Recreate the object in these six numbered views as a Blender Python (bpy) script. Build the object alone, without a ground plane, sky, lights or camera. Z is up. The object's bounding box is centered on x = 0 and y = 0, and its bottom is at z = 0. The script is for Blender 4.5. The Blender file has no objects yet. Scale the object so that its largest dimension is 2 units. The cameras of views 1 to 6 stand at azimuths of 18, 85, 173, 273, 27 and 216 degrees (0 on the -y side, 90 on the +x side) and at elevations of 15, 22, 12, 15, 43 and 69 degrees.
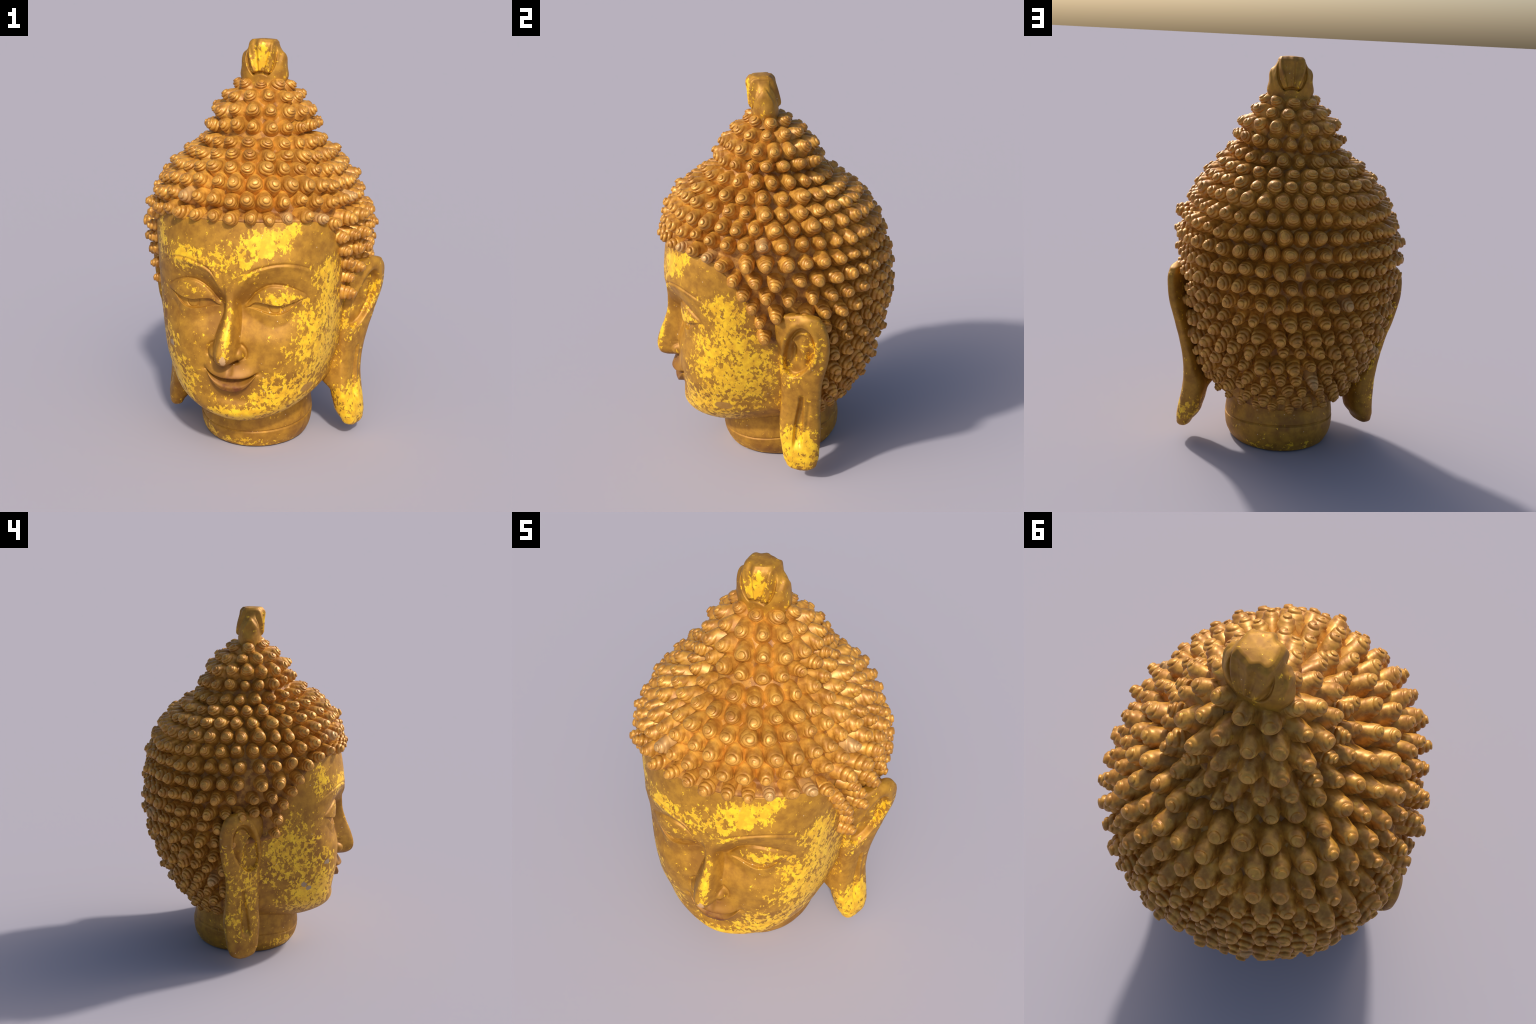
# Gilded head of a serene statue: face, neck, long ears, snail-shell curls, topknot.
import bpy, math, random
import numpy as np
from mathutils import Vector, Matrix

rng = np.random.default_rng(7)
random.seed(7)
TURN = math.radians(4.4)          # the head looks slightly to its left
SHIFT = (-0.004, 0.0)

# ------------------------------------------------------------------ helpers
def place(P):
    """head frame (symmetric about x=0) -> world frame"""
    P = np.asarray(P, float)
    c, s = math.cos(TURN), math.sin(TURN)
    Q = P.copy()
    Q[..., 0] = c * P[..., 0] - s * P[..., 1] + SHIFT[0]
    Q[..., 1] = s * P[..., 0] + c * P[..., 1] + SHIFT[1]
    return Q

def turn_vec(V):
    c, s = math.cos(TURN), math.sin(TURN)
    Q = np.array(V, float)
    Q[..., 0] = c * V[..., 0] - s * V[..., 1]
    Q[..., 1] = s * V[..., 0] + c * V[..., 1]
    return Q

def sstep(a, b, x):
    t = np.clip((x - a) / (b - a), 0, 1)
    return t * t * (3 - 2 * t)

def spline(xs, ys, x):
    """smooth curve through control points (cubic Hermite, limited tangents)"""
    xs = np.asarray(xs, float); ys = np.asarray(ys, float)
    h = np.diff(xs); d = np.diff(ys) / h
    m = np.empty_like(ys)
    m[0], m[-1] = d[0], d[-1]
    a, b = d[:-1], d[1:]
    m[1:-1] = (a * h[1:] + b * h[:-1]) / (h[1:] + h[:-1])
    flat = a * b <= 0
    m[1:-1] = np.where(flat, m[1:-1] * 0.35, m[1:-1])
    x = np.clip(x, xs[0], xs[-1])
    i = np.clip(np.searchsorted(xs, x) - 1, 0, len(xs) - 2)
    t = (x - xs[i]) / h[i]
    t2, t3 = t * t, t * t * t
    return ((2*t3 - 3*t2 + 1) * ys[i] + (t3 - 2*t2 + t) * h[i] * m[i]
            + (-2*t3 + 3*t2) * ys[i+1] + (t3 - t2) * h[i] * m[i+1])

def smax(a, b, k):
    h = np.clip(0.5 + 0.5 * (a - b) / k, 0, 1)
    return b + (a - b) * h + k * h * (1 - h)

def smin(a, b, k):
    return -smax(-a, -b, k)

# value noise (for dents and unevenness)
_lat = rng.random((32, 32, 32))
def vnoise(P, scale, off=0.0):
    Q = np.asarray(P, float) * scale + off
    i = np.floor(Q).astype(int); f = Q - i
    f = f * f * (3 - 2 * f)
    out = 0
    for dx in (0, 1):
        for dy in (0, 1):
            for dz in (0, 1):
                w = (f[..., 0] if dx else 1 - f[..., 0]) * (f[..., 1] if dy else 1 - f[..., 1]) * (f[..., 2] if dz else 1 - f[..., 2])
                out = out + w * _lat[(i[..., 0] + dx) % 32, (i[..., 1] + dy) % 32, (i[..., 2] + dz) % 32]
    return out - 0.5

def grid_faces(nr, nc, wrap, flip=False):
    r = np.arange(nr - 1)[:, None]
    c = np.arange(nc if wrap else nc - 1)[None, :]
    c2 = (c + 1) % nc
    F = np.stack([r * nc + c, r * nc + c2, (r + 1) * nc + c2, (r + 1) * nc + c], -1).reshape(-1, 4)
    return F[:, ::-1] if flip else F

def make_mesh(name, V, F, extra=()):
    me = bpy.data.meshes.new(name)
    V = np.asarray(V, np.float32).reshape(-1, 3)
    F = np.asarray(F, np.int32)
    nloop = F.size + sum(len(e) for e in extra)
    me.vertices.add(len(V)); me.vertices.foreach_set("co", V.ravel())
    me.loops.add(nloop)
    idx = np.concatenate([F.ravel()] + [np.asarray(e, np.int32) for e in extra])
    me.loops.foreach_set("vertex_index", idx)
    k = F.shape[1]
    starts = np.concatenate([np.arange(len(F)) * k,
                             len(F) * k + np.cumsum([0] + [len(e) for e in extra])[:len(extra)]]).astype(np.int32)
    me.polygons.add(len(starts)); me.polygons.foreach_set("loop_start", starts)
    me.update(calc_edges=True); me.validate()
    me.polygons.foreach_set("use_smooth", np.ones(len(me.polygons), bool))
    return me

def vert_normals(V, F):
    a, b, c, d = V[F[:, 0]], V[F[:, 1]], V[F[:, 2]], V[F[:, 3]]
    n = np.cross(c - a, d - b)
    N = np.zeros_like(V)
    for k in range(4):
        np.add.at(N, F[:, k], n)
    return N / np.maximum(np.linalg.norm(N, axis=1, keepdims=True), 1e-12)

root = bpy.data.objects.new("statue_head", None)
bpy.context.scene.collection.objects.link(root)
root["label"] = "gilded serene statue head with snail curls, long earlobes"
root["category"] = "statue"

def add_obj(name, me, mat=None, parent=root):
    ob = bpy.data.objects.new(name, me)
    bpy.context.scene.collection.objects.link(ob)
    ob.parent = parent
    if mat and not me.materials:
        me.materials.append(mat)
    return ob

# ---------------------------------------------------------------- materials
class NT:
    def __init__(self, name):
        self.mat = bpy.data.materials.new(name); self.mat.use_nodes = True
        self.t = self.mat.node_tree; self.t.nodes.clear()
        self.out = self.t.nodes.new("ShaderNodeOutputMaterial")
        self.b = self.t.nodes.new("ShaderNodeBsdfPrincipled")
        self.t.links.new(self.b.outputs[0], self.out.inputs[0])
    def n(self, kind, **kw):
        nd = self.t.nodes.new(kind)
        for k, v in kw.items():
            setattr(nd, k, v)
        return nd
    def put(self, sock, v):
        if isinstance(v, bpy.types.NodeSocket):
            self.t.links.new(v, sock)
        else:
            sock.default_value = v
    def math(self, op, a, b=0.0, c=0.0, clamp=False):
        nd = self.n("ShaderNodeMath", operation=op, use_clamp=clamp)
        self.put(nd.inputs[0], a); self.put(nd.inputs[1], b); self.put(nd.inputs[2], c)
        return nd.outputs[0]
    def coords(self):
        return self.n("ShaderNodeTexCoord").outputs["Object"]
    def mapping(self, v, loc=(0, 0, 0), rot=(0, 0, 0), scale=(1, 1, 1)):
        nd = self.n("ShaderNodeMapping")
        self.put(nd.inputs[0], v)
        nd.inputs[1].default_value = loc; nd.inputs[2].default_value = rot; nd.inputs[3].default_value = scale
        return nd.outputs[0]
    def noise(self, v, scale, detail=4, rough=0.55, dist=0.0):
        nd = self.n("ShaderNodeTexNoise")
        self.put(nd.inputs["Vector"], v)
        nd.inputs["Scale"].default_value = scale; nd.inputs["Detail"].default_value = detail
        nd.inputs["Roughness"].default_value = rough; nd.inputs["Distortion"].default_value = dist
        return nd.outputs["Fac"]
    def ramp(self, f, lo, hi, a=0.0, b=1.0, smooth=True):
        nd = self.n("ShaderNodeMapRange", interpolation_type='SMOOTHSTEP' if smooth else 'LINEAR')
        self.put(nd.inputs[0], f)
        for i, v in zip((1, 2, 3, 4), (lo, hi, a, b)):
            nd.inputs[i].default_value = v
        return nd.outputs[0]
    def mix(self, f, a, b):
        nd = self.n("ShaderNodeMix", data_type='RGBA')
        self.put(nd.inputs[0], f)
        for s, v in ((nd.inputs[6], a), (nd.inputs[7], b)):
            self.put(s, v if isinstance(v, bpy.types.NodeSocket) else (*v, 1.0))
        return nd.outputs[2]
    def blob(self, v, centre, radii, soft=0.5):
        """1 inside an ellipsoid, falling to 0 at its rim"""
        m = self.mapping(v, loc=tuple(-c / r for c, r in zip(centre, radii)), scale=tuple(1 / r for r in radii))
        ln = self.n("ShaderNodeVectorMath", operation='LENGTH'); self.put(ln.inputs[0], m)
        return self.ramp(ln.outputs["Value"], 1.0, 1.0 - soft)
    def bump(self, h, strength, dist):
        nd = self.n("ShaderNodeBump")
        nd.inputs["Strength"].default_value = strength; nd.inputs["Distance"].default_value = dist
        self.put(nd.inputs["Height"], h)
        self.put(self.b.inputs["Normal"], nd.outputs[0])

LACQUER_A = (0.300, 0.132, 0.011)
LACQUER_B = (0.470, 0.232, 0.019)
LACQUER_RED = (0.15, 0.042, 0.008)
LEAF = (0.92, 0.57, 0.020)
LEAF_DEEP = (0.74, 0.39, 0.016)
CHIP = (0.36, 0.25, 0.15)

def gilded(name, leafs, bare=(), reds=(), chips=(), bias=0.0, rough=0.48):
    m = NT(name); v = m.coords()
    big = m.noise(v, 5.0, 3)
    mid = m.noise(v, 22.0, 6, 0.6)
    base = m.mix(m.ramp(mid, 0.3, 0.7), LACQUER_A, LACQUER_B)
    red = m.ramp(big, 0.56, 0.72, 0.0, 0.45)
    for c, r, s in reds:
        red = m.math('MAXIMUM', red, m.math('MULTIPLY', m.blob(v, c, r, 0.8), m.math('MULTIPLY', m.ramp(mid, 0.25, 0.65), s)))
    base = m.mix(red, base, LACQUER_RED)
    speck = m.noise(v, 120.0, 2)
    base = m.mix(m.ramp(speck, 0.66, 0.74, 0, 0.5), base, (0.16, 0.065, 0.018))
    # gold leaf left in flakes
    cov = None
    for c, r, s in leafs:
        b = m.math('MULTIPLY', m.blob(v, c, r, 0.75), s)
        cov = b if cov is None else m.math('MAXIMUM', cov, b)
    for c, r, s in bare:
        cov = m.math('SUBTRACT', cov, m.math('MULTIPLY', m.blob(v, c, r, 0.7), s))
    flake = m.noise(m.mapping(v, rot=(0.3, 0.5, 0.2), scale=(1.0, 1.0, 0.8)), 50.0, 8, 0.66, 0.35)
    wide = m.noise(v, 13.0, 3, 0.6)
    f = m.math('ADD', m.math('MULTIPLY', flake, 0.88), m.math('MULTIPLY', wide, 0.32))
    f = m.math('ADD', f, m.math('MULTIPLY', cov, 0.19))
    leaf = m.ramp(f, 0.713 - bias, 0.745 - bias)
    lc = m.mix(m.ramp(m.noise(v, 30.0, 5), 0.35, 0.65), LEAF_DEEP, LEAF)
    col = m.mix(leaf, base, lc)
    vor = m.n("ShaderNodeTexVoronoi"); m.put(vor.inputs["Vector"], v); vor.inputs["Scale"].default_value = 26.0
    pale = m.math('MULTIPLY', m.ramp(vor.outputs["Distance"], 0.09, 0.05), m.ramp(big, 0.5, 0.55))
    col = m.mix(m.math('MULTIPLY', pale, 0.7), col, (0.78, 0.6, 0.36))
    for c, r, tint in chips:
        w = m.n("ShaderNodeVectorMath", operation='ADD')
        nz = m.n("ShaderNodeTexNoise"); m.put(nz.inputs["Vector"], v); nz.inputs["Scale"].default_value = 40.0
        sc = m.n("ShaderNodeVectorMath", operation='SCALE'); m.put(sc.inputs[0], nz.outputs["Color"]); sc.inputs["Scale"].default_value = 0.02
        m.put(w.inputs[0], v); m.put(w.inputs[1], sc.outputs[0])
        col = m.mix(m.blob(w.outputs[0], tuple(x + 0.01 for x in c), r, 0.15), col, tint)
    m.put(m.b.inputs["Base Color"], col)
    m.put(m.b.inputs["Roughness"], m.ramp(leaf, 0, 1, rough + 0.06, rough - 0.06))
    m.put(m.b.inputs["Metallic"], m.ramp(leaf, 0, 1, 0.30, 0.18))
    m.bump(m.math('ADD', m.math('MULTIPLY', leaf, 0.35), m.math('MULTIPLY', mid, 0.5)), 0.25, 0.004)
    return m.mat

def hair_gold(name, vary):
    m = NT(name); v = m.coords()
    n1 = m.noise(v, 26.0, 5, 0.6)
    n2 = m.noise(v, 9.0, 3)
    col = m.mix(m.ramp(n1, 0.32, 0.68), (0.38, 0.155, 0.020), (0.76, 0.385, 0.058))
    col = m.mix(m.ramp(n2, 0.55, 0.75, 0, 0.5), col, (0.30, 0.105, 0.015))
    if vary:
        info = m.n("ShaderNodeObjectInfo").outputs["Random"]
        col = m.mix(m.ramp(info, 0.0, 1.0, 0.0, 0.35), col, (0.28, 0.115, 0.015))
        col = m.mix(m.ramp(info, 0.975, 0.98, 0.0, 0.28), col, (0.66, 0.47, 0.24))
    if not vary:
        col = m.mix(m.ramp(n1, 0.35, 0.6, 0.85, 0.45), col, (0.19, 0.068, 0.011))  # scalp base colour darkened: shade in the gaps between curls, painted in
    gilt = m.ramp(m.noise(v, 38.0, 6, 0.62), 0.62, 0.68, 0.0, 0.55)
    col = m.mix(gilt, col, (0.78, 0.46, 0.05))
    m.put(m.b.inputs["Base Color"], col)
    m.b.inputs["Roughness"].default_value = 0.42 if vary else 0.6
    m.b.inputs["Metallic"].default_value = 0.22
    m.bump(n1, 0.22, 0.004)
    return m.mat

MAT_FACE = gilded("gilded_lacquer_face",
    leafs=[((0.19, -0.50, 1.12), (0.17, 0.22, 0.10), 1.2), ((0.04, -0.54, 1.03), (0.22, 0.2, 0.13), 0.78),
           ((0.30, -0.48, 1.17), (0.06, 0.2, 0.07), 1.0),
           ((-0.16, -0.5, 1.03), (0.22, 0.25, 0.12), 0.82), ((0.42, -0.26, 0.62), (0.28, 0.36, 0.42), 0.92),
           ((0.25, -0.38, 0.36), (0.32, 0.3, 0.22), 0.85), ((0.04, -0.62, 0.72), (0.035, 0.12, 0.19), 1.05),
           ((0.05, -0.48, 0.26), (0.22, 0.2, 0.08), 1.05), ((-0.28, -0.38, 0.40), (0.28, 0.32, 0.27), 0.95),
           ((-0.40, -0.25, 0.68), (0.22, 0.32, 0.34), 0.72), ((-0.34, -0.38, 1.08), (0.07, 0.2, 0.16), 0.9),
           ((0.24, -0.46, 0.86), (0.14, 0.2, 0.06), 0.7), ((-0.17, -0.46, 0.87), (0.12, 0.2, 0.06), 0.6), ((-0.3, -0.42, 0.62), (0.16, 0.2, 0.14), 0.55),
           ((0.43, -0.28, 0.93), (0.12, 0.2, 0.16), 0.95), ((0.13, -0.5, 0.68), (0.05, 0.15, 0.05), 0.8)],
    bare=[((0.04, -0.55, 0.46), (0.17, 0.15, 0.12), 1.2), ((0.11, -0.5, 0.72), (0.09, 0.15, 0.13), 0.9),
          ((0.0, -0.3, 0.10), (0.5, 0.4, 0.12), 1.0)],
    reds=[((0.04, -0.54, 0.43), (0.18, 0.15, 0.13), 1.0), ((0.07, -0.5, 0.88), (0.13, 0.12, 0.07), 0.45),
          ((0.03, -0.55, 0.53), (0.13, 0.12, 0.06), 0.9), ((-0.04, -0.5, 0.72), (0.06, 0.12, 0.14), 0.5)],
    chips=[((-0.36, -0.339, 0.467), (0.05, 0.020, 0.018), CHIP), ((-0.35, -0.368, 0.440), (0.05, 0.022, 0.016), CHIP),
           ((-0.28, -0.465, 0.585), (0.04, 0.018, 0.017), CHIP), ((0.03, -0.62, 0.58), (0.016, 0.04, 0.026), (0.60, 0.36, 0.16)),
           ((0.345, -0.31, 0.385), (0.06, 0.055, 0.025), (0.40, 0.20, 0.035))])
MAT_NECK = gilded("gilded_lacquer_neck",
    leafs=[((0.0, -0.3, 0.03), (0.3, 0.2, 0.05), 0.62), ((-0.2, -0.2, 0.05), (0.2, 0.2, 0.06), 0.75),
           ((0.0, 0.3, 0.03), (0.3, 0.2, 0.05), 0.5)], bias=-0.01, rough=0.5)
MAT_EAR = gilded("gilded_lacquer_ear",
    leafs=[((0.5, 0.03, 0.18), (0.2, 0.2, 0.2), 1.05), ((0.52, -0.02, 0.62), (0.12, 0.12, 0.16), 0.9),
           ((0.58, 0.12, 0.75), (0.1, 0.1, 0.2), 0.6), ((-0.52, 0.0, 0.5), (0.2, 0.3, 0.5), 0.5)], rough=0.48)
MAT_TOP = gilded("gilded_topknot", leafs=[((0.02, -0.08, 1.9), (0.1, 0.06, 0.1), 0.95), ((0.02, 0.08, 1.86), (0.1, 0.05, 0.08), 0.4)])
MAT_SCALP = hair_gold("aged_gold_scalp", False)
MAT_CURL = hair_gold("aged_gold_curl", True)

# ------------------------------------------------------------- head surface
# rings: front (y,z), side (x,y,z), back (y,z), roundness of the front half
RINGS = [
    # yf     zf     xs     ys    zs     yb     zb    nf
    (-.070, 1.800, .100, .000, 1.800, .062, 1.800, 2.0),
    (-.142, 1.750, .165, .005, 1.740, .155, 1.730, 2.0),
    (-.213, 1.665, .238, .005, 1.650, .232, 1.640, 2.0),
    (-.252, 1.585, .262, .010, 1.570, .268, 1.550, 2.0),
    (-.318, 1.530, .292, .015, 1.505, .300, 1.490, 2.0),
    (-.403, 1.470, .355, .020, 1.440, .385, 1.430, 2.05),
    (-.475, 1.390, .425, .025, 1.360, .468, 1.350, 2.1),
    (-.515, 1.300, .475, .030, 1.270, .520, 1.260, 2.15),
    (-.535, 1.200, .505, .030, 1.170, .552, 1.160, 2.3),
    (-.555, 1.070, .510, .030, 1.070, .570, 1.070, 2.4),
    (-.558, .9650, .502, .030, .9650, .575, .9600, 2.5),
    (-.535, .8300, .484, .030, .8300, .572, .8400, 2.75),
    (-.526, .7000, .468, .020, .7000, .542, .7200, 2.9),
    (-.523, .6000, .457, .020, .6000, .506, .6100, 2.9),
    (-.522, .5000, .444, .020, .5100, .476, .5000, 2.85),
    (-.508, .4000, .422, .020, .4300, .428, .4000, 2.75),
    (-.502, .3150, .402, .020, .3520, .380, .3200, 2.5),
    (-.482, .2550, .355, .020, .3020, .325, .2500, 2.25),
    (-.400, .1980, .306, .020, .2620, .300, .2200, 2.0),
    (-.290, .1650, .265, .020, .2400, .285, .2000, 1.9),
    (-.200, .1300, .200, .020, .2000, .200, .2000, 2.0),
]
RA = np.array(RINGS)
KN = np.arange(len(RINGS), dtype=float)

def head_point(v, a):
    """v: ring coordinate, a: angle from the front (0) round the head"""
    yf, zf, xs, ys, zs, yb, zb, nf = [spline(KN, RA[:, i], v) for i in range(8)]
    ca, sa = np.cos(a), np.sin(a)
    front = ca > 0
    n = np.where(front, nf, 2.02 + .23 * sstep(13.5, 11.0, v))
    e = 2.0 / n
    cc = np.abs(ca) ** e
    x = xs * np.sign(sa) * np.abs(sa) ** e
    y = ys + np.where(front, yf - ys, yb - ys) * cc
    z = zs + np.where(front, zf - zs, zb - zs) * ca * ca
    # flat cheeks, fuller behind the ears
    x = x * (1 + (-.058 + .121 * sstep(-.16, .20, y)) * sstep(1.25, 1.0, z) * np.where(front, sstep(.22, .34, z), sstep(.34, .66, z)))
    x = x + .019 * sstep(1.35, 1.6, z)
    return np.stack([x, y, z], -1)

# hairline in the side view (y, z): hair above / behind it
HAIRLINE = np.array([(-.62, 1.205), (-.50, 1.208), (-.42, 1.205), (-.345, 1.185), (-.29, 1.115), (-.235, 1.03),
                     (-.19, .955), (-.15, .86), (-.145, .77), (-.09, .755), (.02, .74), (.055, .60), (.065, .32), (.12, .275), (.30, .225), (.60, .215)])

def hair_dist(P):
    """signed distance to the hairline, positive inside the hair"""
    y, z = P[..., 1], P[..., 2]
    best = np.full(y.shape, 9.0)
    for (a, b), (c, d) in zip(HAIRLINE[:-1], HAIRLINE[1:]):
        L2 = (c - a) ** 2 + (d - b) ** 2
        t = np.clip(((y - a) * (c - a) + (z - b) * (d - b)) / L2, 0, 1)
        best = np.minimum(best, np.hypot(y - a - t * (c - a), z - b - t * (d - b)))
    zl = np.interp(y, HAIRLINE[:, 0], HAIRLINE[:, 1])
    return np.where(z > zl, best, -best)

# ------------------------------------------------------------ face features
def face_relief(P):
    x, y, z = P[..., 0].copy(), P[..., 1].copy(), P[..., 2].copy()
    lean = .021 * sstep(.80, .60, z) * sstep(.50, .54, z)
    X = np.abs(x)
    front = sstep(-.06, -.22, y)
    d = np.zeros_like(y)                      # positive = outward (towards -y)
    # muzzle, chin ball, groove under the lip
    d += .020 * np.exp(-(X / .085) ** 2 - ((z - .485) / .06) ** 2)
    d += .012 * np.exp(-(X / .085) ** 2 - ((z - .275) / .05) ** 2)
    d -= .010 * np.exp(-(X / .10) ** 2 - ((z - .350) / .022) ** 2)
    # cheeks
    d += .014 * np.exp(-((X - .25) / .11) ** 2 - ((z - .62) / .12) ** 2)
    # brow arch
    zb = spline([0, .035, .085, .16, .25, .352, .43, .6], [.85, .895, .972, 1.010, 1.021, .985, .925, .79], X)
    zc = spline([0, .07, .10, .19, .27, .32, .36, .6], [.80, .835, .872, .925, .908, .878, .86, .80], X)   # crease
    zu = spline([0, .073, .11, .15, .20, .25, .305, .34, .6], [.80, .808, .832, .831, .823, .828, .846, .852, .85], X)
    zl = spline([0, .073, .11, .15, .20, .25, .305, .34, .6], [.80, .804, .799, .788, .781, .794, .843, .852, .85], X)
    depth = spline([0, .05, .09, .20, .32, .42, .7], [.045, .05, .052, .039, .020, .0, .0], X)
    s = zb - z
    ramp_up = sstep(-.004, 1.0, s / np.maximum(zb - zc + .012, .02))
    ramp_dn = sstep(.64, .80, z)
    d -= depth * ramp_up * ramp_dn
    d += .007 * np.exp(-np.where(s > 0, s / .016, s / .05) ** 2) * sstep(.44, .33, X) * sstep(.03, .08, X)   # brow edge
    d -= .006 * np.exp(-((s + .007) / .006) ** 2) * sstep(.40, .33, X) * sstep(.05, .10, X)
    # lids
    ex = (X - .192) / .142
    dome = np.clip(1 - ex * ex, 0, 1)
    hz = np.clip((zc - z) / np.maximum(zc - zu, .01), 0, 1)
    lid = .024 * dome ** .8 * np.sin(np.clip(hz * .5 + .02, 0, 1) * math.pi) ** .75
    inside_lid = sstep(0, .012, zc - z) * sstep(-.0015, .0025, z - zu)
    d += lid * inside_lid * sstep(0.0, .12, dome)
    below = sstep(.0015, -.0025, z - zu)
    lower_lid = .016 * dome ** 1.1 * np.exp(-(np.clip(zl - z, 0, 1) / .045) ** 2)
    d += lower_lid * below * sstep(.0015, -.0025, z - zl)
    slit = below * sstep(-.0015, .0025, z - zl) * (dome > 0)
    r_i = np.hypot(X - .196, z - .812)
    d += slit * (.003 * dome - .0035 * np.exp(-((r_i - .030) / .0035) ** 2))
    d -= .004 * np.exp(-((z - zc) / .007) ** 2) * sstep(.0, .3, dome)
    fold = zl - .03 - .03 * dome
    d -= .0012 * np.exp(-((z - fold) / .012) ** 2) * sstep(.0, .9, dome)
    yf = y - d * front
    # nose: ridge, tip, wings (the tip leans a little to its right)
    Xk = X; X = np.abs(x + lean) * 1.02
    yN = spline([.50, .57, .60, .664, .75, .83, .865, .92, .965, 1.1], [-.60, -.624, -.630, -.616, -.583, -.560, -.557, -.556, -.554, -.545], z)
    half = spline([.5, .60, .70, .80, .865, .93, 1.1], [.026, .026, .019, .016, .018, .03, .06], z)
    run = spline([.5, .60, .70, .80, .865, .93, 1.1], [.040, .040, .036, .026, .030, .05, .12], z)
    t = np.clip(X - half * .55, 0, 1) / run
    yr = yN + .06 * (np.sqrt(1 + (t * 1.25) ** 2) - 1) * 1.8
    yr = np.where(z < .60, yr + ((.60 - z) / .045) ** 4 * .03, yr)
    yr += 2.0 * sstep(1.0, 1.12, z) * .1
    yf = smin(yf, yr, .012)
    def ball(cx, cy, cz, rx, ry, rz):
        q = 1 - ((X - cx) / rx) ** 2 - ((z - cz) / rz) ** 2
        return np.where(q > 0, cy - ry * np.sqrt(np.maximum(q, 0)), cy + 3.0 * np.maximum(-q, 0))
    yf = smin(yf, ball(0, -.562, .584, .048, .066, .045), .008)
    yf = smin(yf, ball(.056, -.500, .590, .036, .060, .038), .007)
    # wing crease and nostrils
    w = np.hypot((X - .053) / 1.0, (z - .590) / 1.05)
    yf = yf + .006 * np.exp(-((w - .044) / .007) ** 2) * sstep(.045, .065, X) * sstep(.555, .575, z)
    yf = yf + .03 * np.exp(-((X - .040) / .017) ** 2 - ((z - .546) / .009) ** 2)
    # mouth
    X = Xk * 1.09
    zm = spline([0, .02, .06, .10, .135, .16, .5], [.467, .467, .468, .477, .494, .500, .52], X)
    zlo = spline([0, .04, .08, .11, .135, .16, .5], [.400, .404, .424, .455, .490, .498, .51], X)
    A = .028 * np.clip(1 - (X / .145) ** 2, 0, 1) ** .9
    B = .032 * np.clip(1 - (X / .130) ** 2, 0, 1) ** .7
    s = z - zm
    up = A * np.exp(-(np.clip(s, 0, 1) / .036) ** 2) * sstep(-.003, .002, s)
    up -= .005 * np.exp(-(X / .012) ** 2) * sstep(.01, .03, s) * sstep(.09, .06, s)
    f = -s / np.maximum(zm - zlo, .006)
    lo = B * (-.55 + 1.55 * sstep(0, .75, f)) * sstep(.002, -.003, s) * sstep(-.004, .003, z - zlo)
    pit = .008 * np.exp(-((X - .142) / .018) ** 2 - ((z - .498) / .016) ** 2)
    seam = .015 * np.exp(-(s / .0055) ** 2) * sstep(.15, .12, X)
    yf = yf - (up + lo - pit - seam) * front
    out = P.copy(); out[..., 1] = yf
    return out, slit

# face mesh
NC, NRW = 760, 640
u = np.linspace(-1, 1, NC)
ang = np.radians(122) * (0.72 * u + 0.28 * u ** 3)
vv = np.concatenate([np.linspace(7.2, 9.6, 90, endpoint=False), np.linspace(9.6, 15.2, 470, endpoint=False), np.linspace(15.2, 20, 80)])
Vg, Ag = np.meshgrid(vv, ang, indexing='ij')
P0 = head_point(Vg, Ag)
PF, SLIT = face_relief(P0)
HD = hair_dist(P0)
sink = .07 * sstep(.006, .035, HD)
PF = PF - sink[..., None] * (P0 - np.array([0, .02, .9])) / np.linalg.norm(P0 - np.array([0, .02, .9]), axis=-1, keepdims=True)
PF[..., 1] += .0022 * vnoise(PF, 13.0) + .0010 * vnoise(PF, 34.0, 5.0)
FF = grid_faces(len(vv), NC, False)
PFw = place(PF).reshape(-1, 3)
NF = vert_normals(PFw, FF)
if np.mean(NF[:, 1] * (PFw[:, 1])) < 0:
    FF = FF[:, ::-1]; NF = -NF

# regions of the one smooth surface: nose, mouth, remaining face
cen = PF.reshape(-1, 3)[FF].mean(1)
cX, cz = np.abs(cen[:, 0]), cen[:, 2]
nose = (cz > .528) & (cz < .86) & (cX < np.interp(cz, [.53, .58, .63, .70, .86], [.06, .098, .09, .062, .04])) & (cen[:, 1] < -.4)
mouth = (cX < .15) & (cz > .395) & (cz < .515) & (cen[:, 1] < -.4) & ((cz - .45) / .068 < 1.2 - 0 * cX) & (((cX / .15) ** 2 + ((cz - .455) / .075) ** 2) < 1)
def region(name, sel):
    F = FF[sel]
    ids, inv = np.unique(F, return_inverse=True)
    me = make_mesh(name, PFw[ids], inv.reshape(-1, 4))
    ob = add_obj(name, me, MAT_FACE)
    me.normals_split_custom_set_from_vertices([tuple(n) for n in NF[ids]])
    return ob
eye_sel = (SLIT.reshape(-1)[FF].mean(1) > .5) & (cX > .06) & (cX < .33)
nose &= ~eye_sel
region("face", ~(nose | mouth | eye_sel))
region("eye", eye_sel & (cen[:, 0] > 0))
region("eye", eye_sel & (cen[:, 0] < 0))
region("nose", nose)
region("mouth", mouth)

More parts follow.
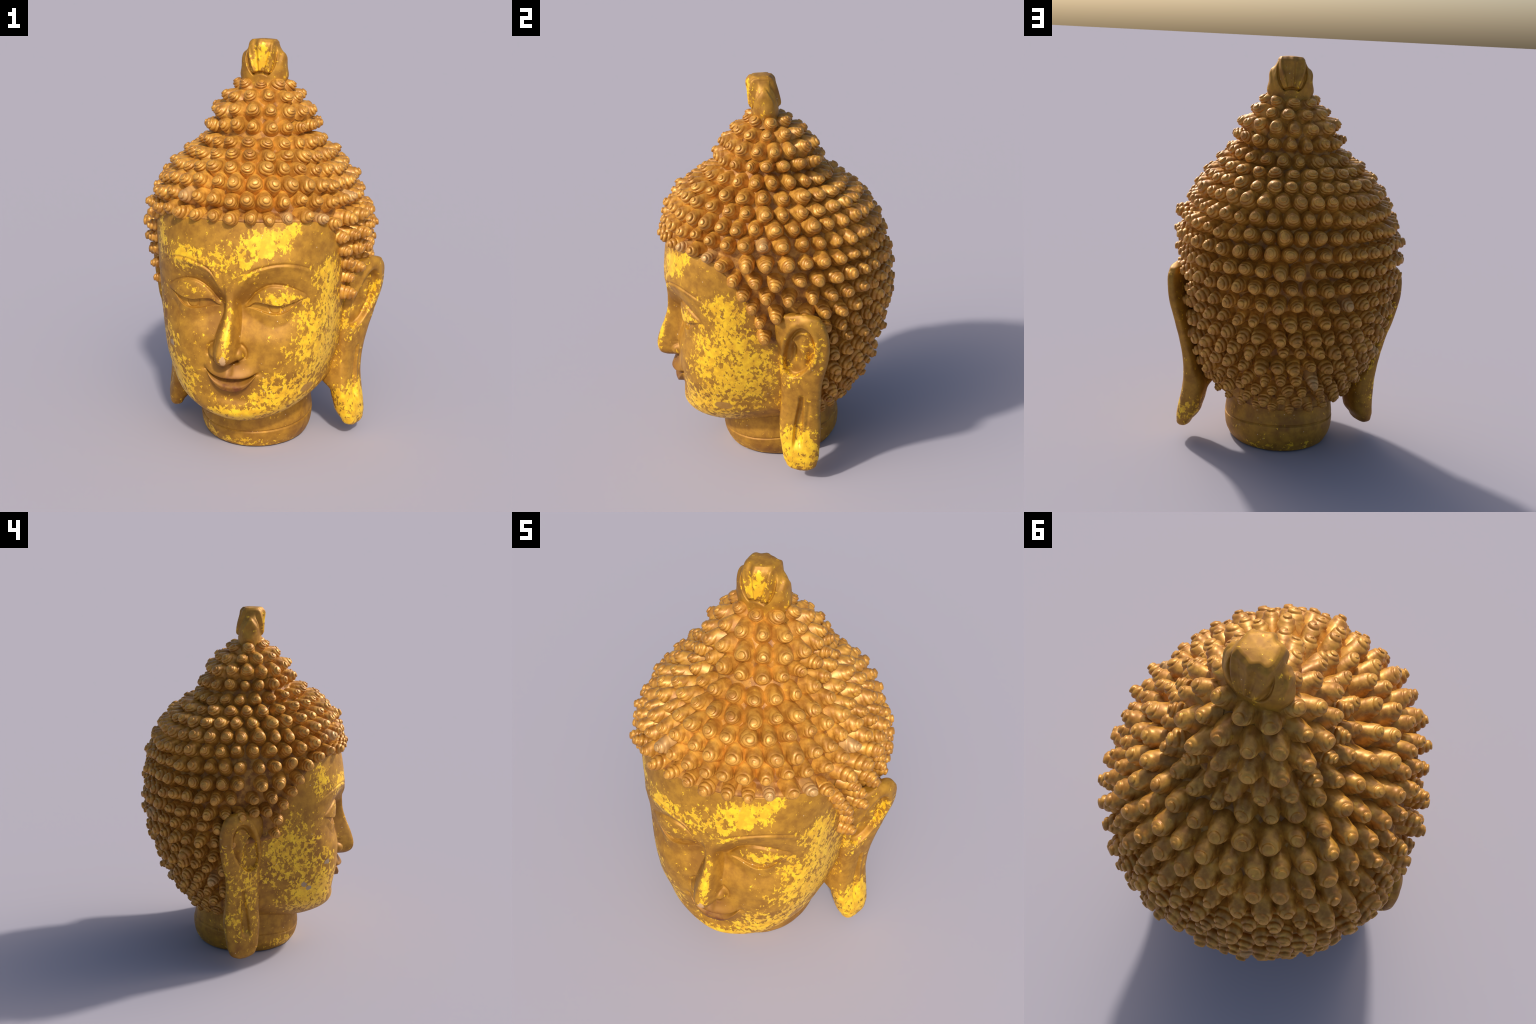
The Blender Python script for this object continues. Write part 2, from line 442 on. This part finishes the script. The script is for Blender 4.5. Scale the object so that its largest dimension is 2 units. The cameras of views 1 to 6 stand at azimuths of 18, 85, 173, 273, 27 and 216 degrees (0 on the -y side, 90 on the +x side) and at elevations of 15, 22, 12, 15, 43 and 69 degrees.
# ---------------------------------------------------------------------- neck
def neck():
    prof = [(0.0, .86), (.004, .885), (.02, .925), (.05, .972), (.085, .995), (.12, 1.0), (.16, .985), (.20, .965), (.25, .955), (.32, .95)]
    zz = np.linspace(0, .32, 200)
    k = spline([p[0] for p in prof], [p[1] for p in prof], zz)
    a = np.linspace(0, 2 * math.pi, 260, endpoint=False)
    Z, A = np.meshgrid(zz, a, indexing='ij'); Kk = np.repeat(k[:, None], len(a), 1)
    yy = np.sin(A)
    x = .288 * Kk * np.cos(A)
    y = .010 + np.where(yy < 0, .312, .318) * Kk * yy
    zg = .122 + .028 * yy                                # the ring groove
    g = np.exp(-((Z - zg) / .0038) ** 2) + .10 * sstep(.0, .004, Z - zg) * sstep(.09, .03, Z - zg)
    P = np.stack([x, y, Z], -1)
    r = np.stack([np.cos(A), np.sin(A), 0 * A], -1)
    P = P - r * (.006 * g)[..., None] + r * (.004 * vnoise(P, 9.0) + .002 * vnoise(P, 30.0))[..., None]
    F = grid_faces(len(zz), len(a), True)
    V = place(P).reshape(-1, 3)
    cap = list(range(len(a)))[::-1]
    add_obj("neck", make_mesh("neck", V, F, [cap]), MAT_NECK)
neck()

# --------------------------------------------------------------------- scalp
SC_N = 360
sv = np.linspace(0.0, 20, 360)
sa_ = np.linspace(-math.pi, math.pi, SC_N, endpoint=False)
SVg, SAg = np.meshgrid(sv, sa_, indexing='ij')
SP = head_point(SVg, SAg)
SF = grid_faces(len(sv), SC_N, True)
SN = vert_normals(SP.reshape(-1, 3), SF).reshape(SP.shape)
cen_dir = SP - np.array([0, 0, .9])
if np.mean((SN * cen_dir).sum(-1)) < 0:
    SF = SF[:, ::-1]; SN = -SN
SD = hair_dist(SP)
off = -.12 + .122 * sstep(-.024, .010, SD) - .046 * sstep(.012, .060, SD)
bumpy = .010 * vnoise(SP, 14.0) + .006 * vnoise(SP, 30.0, 3.0)
temple = .030 * sstep(-.25, -.10, SP[..., 1]) * sstep(.16, .02, SP[..., 1]) * sstep(.62, .80, SP[..., 2]) * sstep(1.32, 1.12, SP[..., 2])
off = off + temple * sstep(.0, .045, SD) + .017 * sstep(.20, .55, SN[..., 2]) * sstep(.03, .08, SD)
SPo = SP + SN * (off + np.where(SD > 0, bumpy, 0) * sstep(0, .03, SD))[..., None]
cap = list(range(SC_N))
top_cap = cap if True else cap[::-1]
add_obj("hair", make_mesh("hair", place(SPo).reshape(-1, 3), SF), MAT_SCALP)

# --------------------------------------------------------------------- curls
def ring_len(v):
    a = np.linspace(0, 2 * math.pi, 181)
    p = head_point(np.full(181, v), a)
    return np.linalg.norm(np.diff(p, axis=0), axis=1).sum()

PITCH = .0845
vs = np.linspace(.35, 18.6, 400)
path = np.mean([np.linalg.norm(np.diff(head_point(vs, np.full(400, a)), axis=0), axis=1) for a in (math.pi, math.pi * .75, -math.pi * .75)], 0)
cum = np.concatenate([[0], np.cumsum(path)])
rows = np.interp(np.arange(0, cum[-1], PITCH), cum, vs)

pts = []        # (v, a, fixed)
# border row, following the hairline
edge_y = np.interp(np.arange(0, 3, .002), np.concatenate([[0], np.cumsum(np.hypot(*np.diff(HAIRLINE, axis=0).T))]), HAIRLINE[:, 0])
flatP = SP.reshape(-1, 3); flatV = SVg.ravel(); flatA = SAg.ravel(); flatD = SD.ravel()
near_edge = np.where((np.abs(flatD - .023) < .006))[0]
order = near_edge[np.argsort(np.abs(flatA[near_edge]))]
chosen = []
for s in (1, -1):
    cand = [i for i in order if flatA[i] * s >= 0]
    # walk along the border greedily from the brow to the nape
    cur = cand[0]; left = np.array(cand)
    if s == 1:
        chosen.append(cur)
    while len(left):
        dd = np.linalg.norm(flatP[left] - flatP[cur], axis=1)
        left = left[dd >= PITCH * .97]
        if not len(left):
            break
        dd = np.linalg.norm(flatP[left] - flatP[cur], axis=1)
        j = left[np.argmin(dd)]
        if dd.min() > PITCH * 1.6:
            break
        if min(np.linalg.norm(flatP[j] - flatP[c]) for c in chosen) > PITCH * .75:
            chosen.append(j)
        cur = j
B = flatP[chosen]
pos = [p for p in B]; fixed = [True] * len(B)
for ri, v in enumerate(rows):
    n = max(8, int(round(ring_len(v) / PITCH)))
    a0 = (ri % 2) * .5 + .12 * math.sin(ri * 2.3)
    for k in range(n):
        a = -math.pi + 2 * math.pi * (k + a0) / n
        # even steps along the ring
        p = head_point(np.array([v]), np.array([a]))[0]
        if hair_dist(p) < .045 or np.min(np.linalg.norm(B - p, axis=1)) < PITCH * .68:
            continue
        pos.append(p); fixed.append(False)
pos = np.array(pos); fixed = np.array(fixed)
def under_ear(p):
    back = np.interp(p[:, 2], [.25, .45, .65, .85, .94], [.09, .085, .10, .11, .06])
    return (p[:, 2] < .925) & (p[:, 1] > -.095) & (p[:, 1] < back)
sel = ~under_ear(pos); pos = pos[sel]; fixed = fixed[sel]
hair_ok = (flatD > .03) & ~under_ear(flatP)
gridP = flatP[hair_ok]; gridN = SN.reshape(-1, 3)[hair_ok]
def snap(p):
    out = np.empty(len(p), int)
    for i in range(0, len(p), 64):
        out[i:i+64] = np.argmin(((p[i:i+64, None, :] - gridP[None]) ** 2).sum(-1), 1)
    return out
for it in range(14):
    D = pos[:, None] - pos[None]
    L = np.linalg.norm(D, axis=-1) + np.eye(len(pos)) * 9
    w = np.clip(PITCH * 1.06 - L, 0, None)
    push = (D / L[..., None] * w[..., None]).sum(1) * .35
    push[fixed] = 0
    pos = pos + push
    if it % 3 == 2 or it == 13:
        mv = ~fixed
        pos[mv] = gridP[snap(pos[mv])]
L = np.linalg.norm(pos[:, None] - pos[None], axis=-1) + np.eye(len(pos)) * 9
keep = np.ones(len(pos), bool)
for i in range(len(pos)):
    if keep[i] and not fixed[i] and np.min(L[i][keep]) < PITCH * .62:
        keep[i] = False
pos = pos[keep]
# fill what is left bare
sub = gridP[::7]
while True:
    dmin = np.min(np.linalg.norm(sub[:, None] - pos[None], axis=-1), 1)
    j = np.argmax(dmin)
    if dmin[j] < PITCH * .80:
        break
    pos = np.vstack([pos, sub[j]])
gi = np.array([np.argmin(((p - flatP) ** 2).sum(1)) for p in pos])
nor = SN.reshape(-1, 3)[gi]

def curl_mesh(seed, teardrop):
    """snail-shell curl, axis +Z, up-slope side towards +Y, unit = metres"""
    r = np.random.default_rng(seed)
    nt, na = 30, 30
    t = np.linspace(0, 1, nt)
    # profile tip -> root: (radius, height)
    tp = [.0, .0080, .0155, .0222, .0272, .0298, .0325, .045] if teardrop else [.0, .0095, .0172, .0235, .0280, .0308, .0330, .044]
    R = spline([0, .08, .25, .42, .60, .80, .92, 1], tp, t)
    H = spline([0, .08, .25, .42, .60, .80, .92, 1], [.078, .0765, .0670, .0550, .0390, .0190, .0060, -.030], t)
    ph = r.random() * 2 * math.pi
    hand = 1 if r.random() < .8 else -1
    a = np.linspace(0, 2 * math.pi, na, endpoint=False)
    T, A = np.meshgrid(t, a, indexing='ij')
    phase = (T * (3.3 + .4 * r.random()) - hand * A / (2 * math.pi) + ph) % 1.0
    bead = np.sin(np.clip(phase, 0, 1) * math.pi) ** .55 - .68
    amp = ((.0064 if teardrop else .0066) * sstep(.03, .16, T) * sstep(1.0, .80, T)) * ((1 - .85 * sstep(.32, .50, T) * np.clip(np.sin(A) * 1.5 + .6, 0, 1)) if teardrop else 1.0)
    dR = np.gradient(R, t)[:, None]; dH = np.gradient(H, t)[:, None]
    ln = np.hypot(dR, dH)
    nr, nh = -dH / ln, dR / ln
    rad = R[:, None] + nr * bead * amp
    hh = H[:, None] + nh * bead * amp
    k1, k2 = r.random(2) * 6.28
    rad = rad * (1 + .05 * np.cos(2 * A + k1) + .03 * np.cos(3 * A + k2))
    x, y, z = rad * np.cos(A), rad * np.sin(A), hh
    x += .003 * math.cos(k1) * (1 - T); y += .003 * math.sin(k1) * (1 - T)
    if teardrop:
        up = np.clip(np.sin(A), 0, 1)
        y = y + up ** 1.5 * .016 * sstep(.30, 1.0, T) ** 1.3
        z = z + up * .006 * sstep(.35, .9, T)
    V = np.stack([x, y, z], -1).reshape(-1, 3)
    F = grid_faces(nt, na, True, flip=False)
    V[:na] = V[:na].mean(0) + (V[:na] - V[:na].mean(0)) * .05
    me = make_mesh("curl", V, F, [list(range(na))[::-1]])
    me.materials.append(MAT_CURL)
    # make sure faces look outward
    p = me.polygons[na * (nt // 2)]
    if p.normal.dot(Vector((p.center.x, p.center.y, 0))) < 0:
        me.flip_normals()
    return me

plain = [curl_mesh(s, False) for s in range(5)]
tear = [curl_mesh(s + 50, True) for s in range(5)]

curls = []
for i, (p, n) in enumerate(zip(pos, nor)):
    rr = random.Random(i * 13 + 5)
    z = p[2]; hd = float(hair_dist(p))
    radial = np.array([p[0], p[1] - .02, 0.0]); radial /= max(np.linalg.norm(radial), 1e-6)
    lift = max(0.0, n[2])
    mixw = .30 * float(sstep(.15, .75, lift))
    ax = n * (1 - mixw) + radial * mixw
    ax = ax + np.array([rr.gauss(0, .06), rr.gauss(0, .06), rr.gauss(0, .06)])
    ax /= np.linalg.norm(ax)
    upv = np.array([0, 0, 1.0]) - ax * ax[2]
    if np.linalg.norm(upv) < .1:
        upv = -radial - ax * np.dot(-radial, ax)
    upv /= np.linalg.norm(upv)
    is_tear = lift > .30
    if not is_tear:
        ang_ = rr.uniform(0, 2 * math.pi)
        side = np.cross(upv, ax)
        upv = upv * math.cos(ang_) + side * math.sin(ang_)
    xv = np.cross(upv, ax)
    s = 1.05 + rr.uniform(-.13, .12)
    if z > 1.5: s *= .90
    if hd < .05: s *= .93
    if z < .45: s *= .90
    if hd < .05 and z < 1.12: s *= .97
    sz = s * rr.uniform(.88, 1.05)
    sz *= 1 - .24 * float(sstep(.2, .7, lift))
    s *= 1 + .07 * float(sstep(.2, .6, lift))
    if z > 1.5: sz *= .90
    if z < .40: sz *= .80
    if hd < .06 and z < 1.12: sz *= .92
    base = p - n * ((.028 if hd > .05 else .022) - float(temple.ravel()[gi[i]]) - .013 * float(sstep(.25, .65, n[2])))
    M = np.eye(4)
    ty = upv - n * np.dot(n, upv); ty /= np.linalg.norm(ty)
    tx = np.cross(ty, n)
    cols = turn_vec(np.stack([tx * s, ty * s, ax * sz]))
    M[:3, 0], M[:3, 1], M[:3, 2] = cols
    M[:3, 3] = place(base)
    mesh = (tear if is_tear else plain)[rr.randrange(5)]
    # size as seen: the outermost and least hidden count most
    show = np.linalg.norm(p[:2]) * (1 if z > .35 else .5)
    curls.append((show, mesh, Matrix(M.tolist())))
curls.sort(key=lambda c: -c[0])
for show, mesh, M in curls[:300]:
    ob = bpy.data.objects.new("curl", mesh)
    bpy.context.scene.collection.objects.link(ob)
    ob.parent = root
    ob.matrix_parent_inverse = M          # holds the lean (shear) of the curl
restV, restF, restC, k0 = [], [], [], 0
cache = {}
for show, mesh, M in curls[300:]:
    if mesh.name not in cache:
        co = np.empty(len(mesh.vertices) * 3, np.float32); mesh.vertices.foreach_get("co", co)
        quads = np.array([list(p.vertices) for p in mesh.polygons if len(p.vertices) == 4])
        cache[mesh.name] = (co.reshape(-1, 3), quads)
    co, F = cache[mesh.name]
    m = np.array(M)
    restV.append(co @ m[:3, :3].T + m[:3, 3]); restF.append(F + k0); k0 += len(co)
if restV:
    me = make_mesh("small_curls", np.concatenate(restV), np.concatenate(restF))
    ob = add_obj("small_curls", me, MAT_CURL); ob["kind"] = "stuff"
print("CURLS", len(curls))

# ---------------------------------------------------------------------- ears
def ear(side):
    # height: front edge y, back edge y, x at front, x at back, half thickness
    T = np.array([
        (.950, .030, .075, .540, .558, .010),
        (.940, -.010, .110, .500, .576, .026),
        (.915, -.045, .135, .475, .591, .034),
        (.870, -.066, .155, .460, .598, .036),
        (.810, -.066, .165, .450, .596, .036),
        (.740, -.060, .162, .440, .586, .036),
        (.650, -.056, .150, .435, .566, .037),
        (.550, -.050, .132, .430, .538, .038),
        (.450, -.050, .130, .428, .514, .040),
        (.350, -.058, .130, .430, .503, .043),
        (.250, -.068, .128, .438, .507, .045),
        (.170, -.062, .115, .455, .518, .044),
        (.110, -.052, .104, .470, .522, .040),
        (.072, -.024, .078, .480, .520, .026),
        (.060, .004, .050, .494, .514, .010)])
    zz = np.concatenate([np.linspace(.950, .90, 40, endpoint=False), np.linspace(.90, .12, 240, endpoint=False), np.linspace(.12, .060, 40)])
    o = np.argsort(T[:, 0]); Ts = T[o]
    yF, yB, xF, xB, th = [spline(Ts[:, 0], Ts[:, i], zz) for i in range(1, 6)]
    na = 200
    a = np.linspace(0, 2 * math.pi, na, endpoint=False)
    ca, sa = np.cos(a), np.sin(a)
    c = np.sign(ca) * np.abs(ca) ** .80                      # chord coordinate -1 front .. +1 back
    q = np.sign(sa) * np.abs(sa) ** .72                      # +1 outer face, -1 inner face
    C = c[None, :] * np.ones((len(zz), 1)); Q = q[None, :] * np.ones((len(zz), 1)); Z = zz[:, None] * np.ones((1, na))
    cx, cy = (xF + xB) / 2, (yF + yB) / 2
    hx, hy = (xB - xF) / 2, (yB - yF) / 2
    hl = np.hypot(hx, hy); nx, ny = hy / hl, -hx / hl        # outward normal of the ear plate
    # outer relief (metres, negative = carved in)
    m = C * hl[:, None]                                       # metres along chord from the middle
    # bowl of the ear
    bz, bm = (Z - .738) / .152, (m + .010 - .20 * np.clip(Z - .74, -.2, .2)) / .081
    r = np.sqrt(bz ** 2 + bm ** 2)
    bowl = -.036 * sstep(1.02, .86, r)
    rim = .006 * np.exp(-((r - 1.16) / .13) ** 2) * sstep(.60, .66, Z)
    inner = .020 * np.exp(-((m - .012) / .020) ** 2 - ((Z - .735) / .075) ** 2) + .012 * np.exp(-((r - .72) / .07) ** 2) * sstep(.74, .82, Z)
    notch = -.022 * np.exp(-((m + .052) / .014) ** 2 - ((Z - .735) / .060) ** 2)
    root_ = .014 * np.exp(-((m + .040 - (.80 - Z) * .6) / .013) ** 2) * sstep(.70, .75, Z) * sstep(.83, .79, Z)
    # long slit of the lobe
    sc_ = .0 + (.35 - Z) * -.09
    wslit = .014 + .014 * sstep(.5, .27, Z)
    slit = -.020 * sstep(1.0, .45, np.abs(m - sc_) / wslit) * sstep(.185, .235, Z) * sstep(.500, .455, Z)
    edge = -.003 * np.exp(-((m - sc_ - .042) / .008) ** 2) * sstep(.26, .32, Z) * sstep(.48, .42, Z)
    rel = (bowl + rim + inner + notch + root_ + slit + edge) * sstep(.15, .75, Q)
    rel = rel + (.003 * vnoise(np.stack([C, Q, Z * 8], -1), 3.0))
    plump = 1 + .75 * sstep(.0, -.6, Q) * sstep(.08, .16, Z) * sstep(.42, .30, Z)
    tt = Q * th[:, None] * plump + rel
    x = cx[:, None] + C * hx[:, None] + nx[:, None] * tt
    y = cy[:, None] + C * hy[:, None] + ny[:, None] * tt
    # a web of material joins the front edge to the cheek
    web = sstep(.25, -.9, C) * sstep(.25, .32, Z) * sstep(.93, .90, Z)
    x = x - .05 * web * sstep(.4, -.6, Q)
    x = x + .012 * sstep(.62, .82, Z)
    if side < 0:
        x = x - .012 - .011 * sstep(.62, .82, Z) - .008 * sstep(.55, .35, Z) - .026 * sstep(.45, .15, Z)
        y = y + .015 * sstep(.55, .2, Z)
    else:
        x = x + .002 + .006 * sstep(.35, .12, Z)
        y = y - .003 * sstep(.55, .3, Z) - .008 * sstep(.7, .85, Z)
    P = np.stack([x * side, y, Z], -1)
    F = grid_faces(len(zz), na, True, flip=side < 0)
    V = place(P).reshape(-1, 3)
    n = len(V)
    topc = list(range(na)); botc = list(range(n - na, n))
    if side > 0: topc = topc[::-1]
    else: botc = botc[::-1]
    me = make_mesh("ear", V, F, [topc, botc])
    ob = add_obj("ear", me, MAT_EAR)
    # outward facing check
    p = me.polygons[150 * na + na // 4]
    if p.normal.x * side < 0:
        me.flip_normals()
ear(1); ear(-1)

# ------------------------------------------------------------------- topknot
def topknot():
    zz = np.linspace(1.755, 2.0, 150)
    na = 260
    hw = spline([1.755, 1.79, 1.83, 1.87, 1.90, 1.925, 1.95, 1.975, 1.992, 2.0], [.128, .116, .119, .121, .118, .106, .090, .083, .078, .068], zz)
    hw = hw * .955
    yf = spline([1.755, 1.80, 1.85, 1.92, 1.985, 2.0], [-.088, -.074, -.077, -.080, -.078, -.066], zz)
    yb = spline([1.755, 1.80, 1.86, 1.90, 1.95, 1.99, 2.0], [.080, .068, .070, .064, .050, .038, .028], zz)
    a = np.linspace(0, 2 * math.pi, na, endpoint=False)
    ca, sa = np.cos(a), np.sin(a)
    yf = yf * .95; yb = yb * .94
    X = np.sign(ca) * np.abs(ca) ** .92; Yq = np.sign(sa) * np.abs(sa) ** .82
    Xg = X[None] * hw[:, None]; Z = zz[:, None] * np.ones((1, na)); q = Yq[None] * np.ones((len(zz), 1))
    y = np.where(q < 0, -q * yf[:, None], q * yb[:, None]) + 0.0
    # folded tuft: V-shaped inner lock with strands, wrapped by two side petals
    lobe = .040
    w = spline([1.80, 1.825, 1.845, 1.88, 1.92, 1.96, 2.0], [.016, .034, .050, .066, .074, .078, .078], zz)[:, None]
    bottom = 1.832 - .020 * np.cos(np.clip(Xg / lobe, -3.14, 3.14) * 1.6 + math.pi) * .5
    inside = sstep(1.0, .90, np.abs(Xg) / w) * sstep(-.006, .006, Z - bottom)
    conv = Xg / (.020 + np.clip(Z - 1.80, 0, 1) * .42)
    strands = np.cos(conv * 9.0) * .5 + np.cos(conv * 17.0 + 1.0) * .22
    groove = np.exp(-((np.abs(Xg) / w - .98) / .10) ** 2) * sstep(-.012, .004, Z - bottom) + np.exp(-((Z - bottom) / .006) ** 2) * (np.abs(Xg) < w)
    rel = inside * (.004 + .0105 * strands * sstep(1.83, 1.86, Z)) - .015 * groove
    face = sstep(.35, .8, np.abs(q))
    y = y + np.sign(q) * rel * face
    # shoulders of the petals on the sides
    leafw = spline([1.755, 1.80, 1.86, 1.90, 1.935, 1.95, 2.0], [.9, .85, .70, .50, .16, .0, .0], zz)[:, None]
    petal = sstep(-.08, .10, leafw - np.abs(q + .12)) * sstep(1.955, 1.93, Z)
    Xg = Xg * (1 - .075 * (1 - petal) * sstep(.9, .5, np.abs(q)) * sstep(1.80, 1.84, Z))
    xside = Xg + np.sign(Xg) * .005 * np.sin((Z - 1.80) * 60) * sstep(.6, .2, np.abs(q))
    x = xside + .016
    P = np.stack([x, y, Z], -1)
    P[..., 2] += .010 * (np.abs(Xg) < 2) * sstep(1.97, 2.0, Z) * (-(Xg / .08) ** 2 - .35 * np.abs(q) ** 3)
    F = grid_faces(len(zz), na, True)
    V = P.reshape(-1, 3); n = len(V)
    V[:, 2] = np.minimum(V[:, 2], 2.0)
    ctr = np.array([[V[n - na:, 0].mean(), V[n - na:, 1].mean(), 2.0]])
    rings = [V]
    for k in (.8, .6, .4, .2, .05):
        ring = ctr + (V[n - na:] - ctr) * k
        ring[:, 2] = 2.0 + (V[n - na:, 2] - 2.0) * k ** 1.5
        rings.append(ring)
    V = np.concatenate(rings)
    F = grid_faces(len(zz) + 5, na, True)
    add_obj("topknot", make_mesh("topknot", V, F, [list(range(len(V) - na, len(V)))]), MAT_TOP)
topknot()
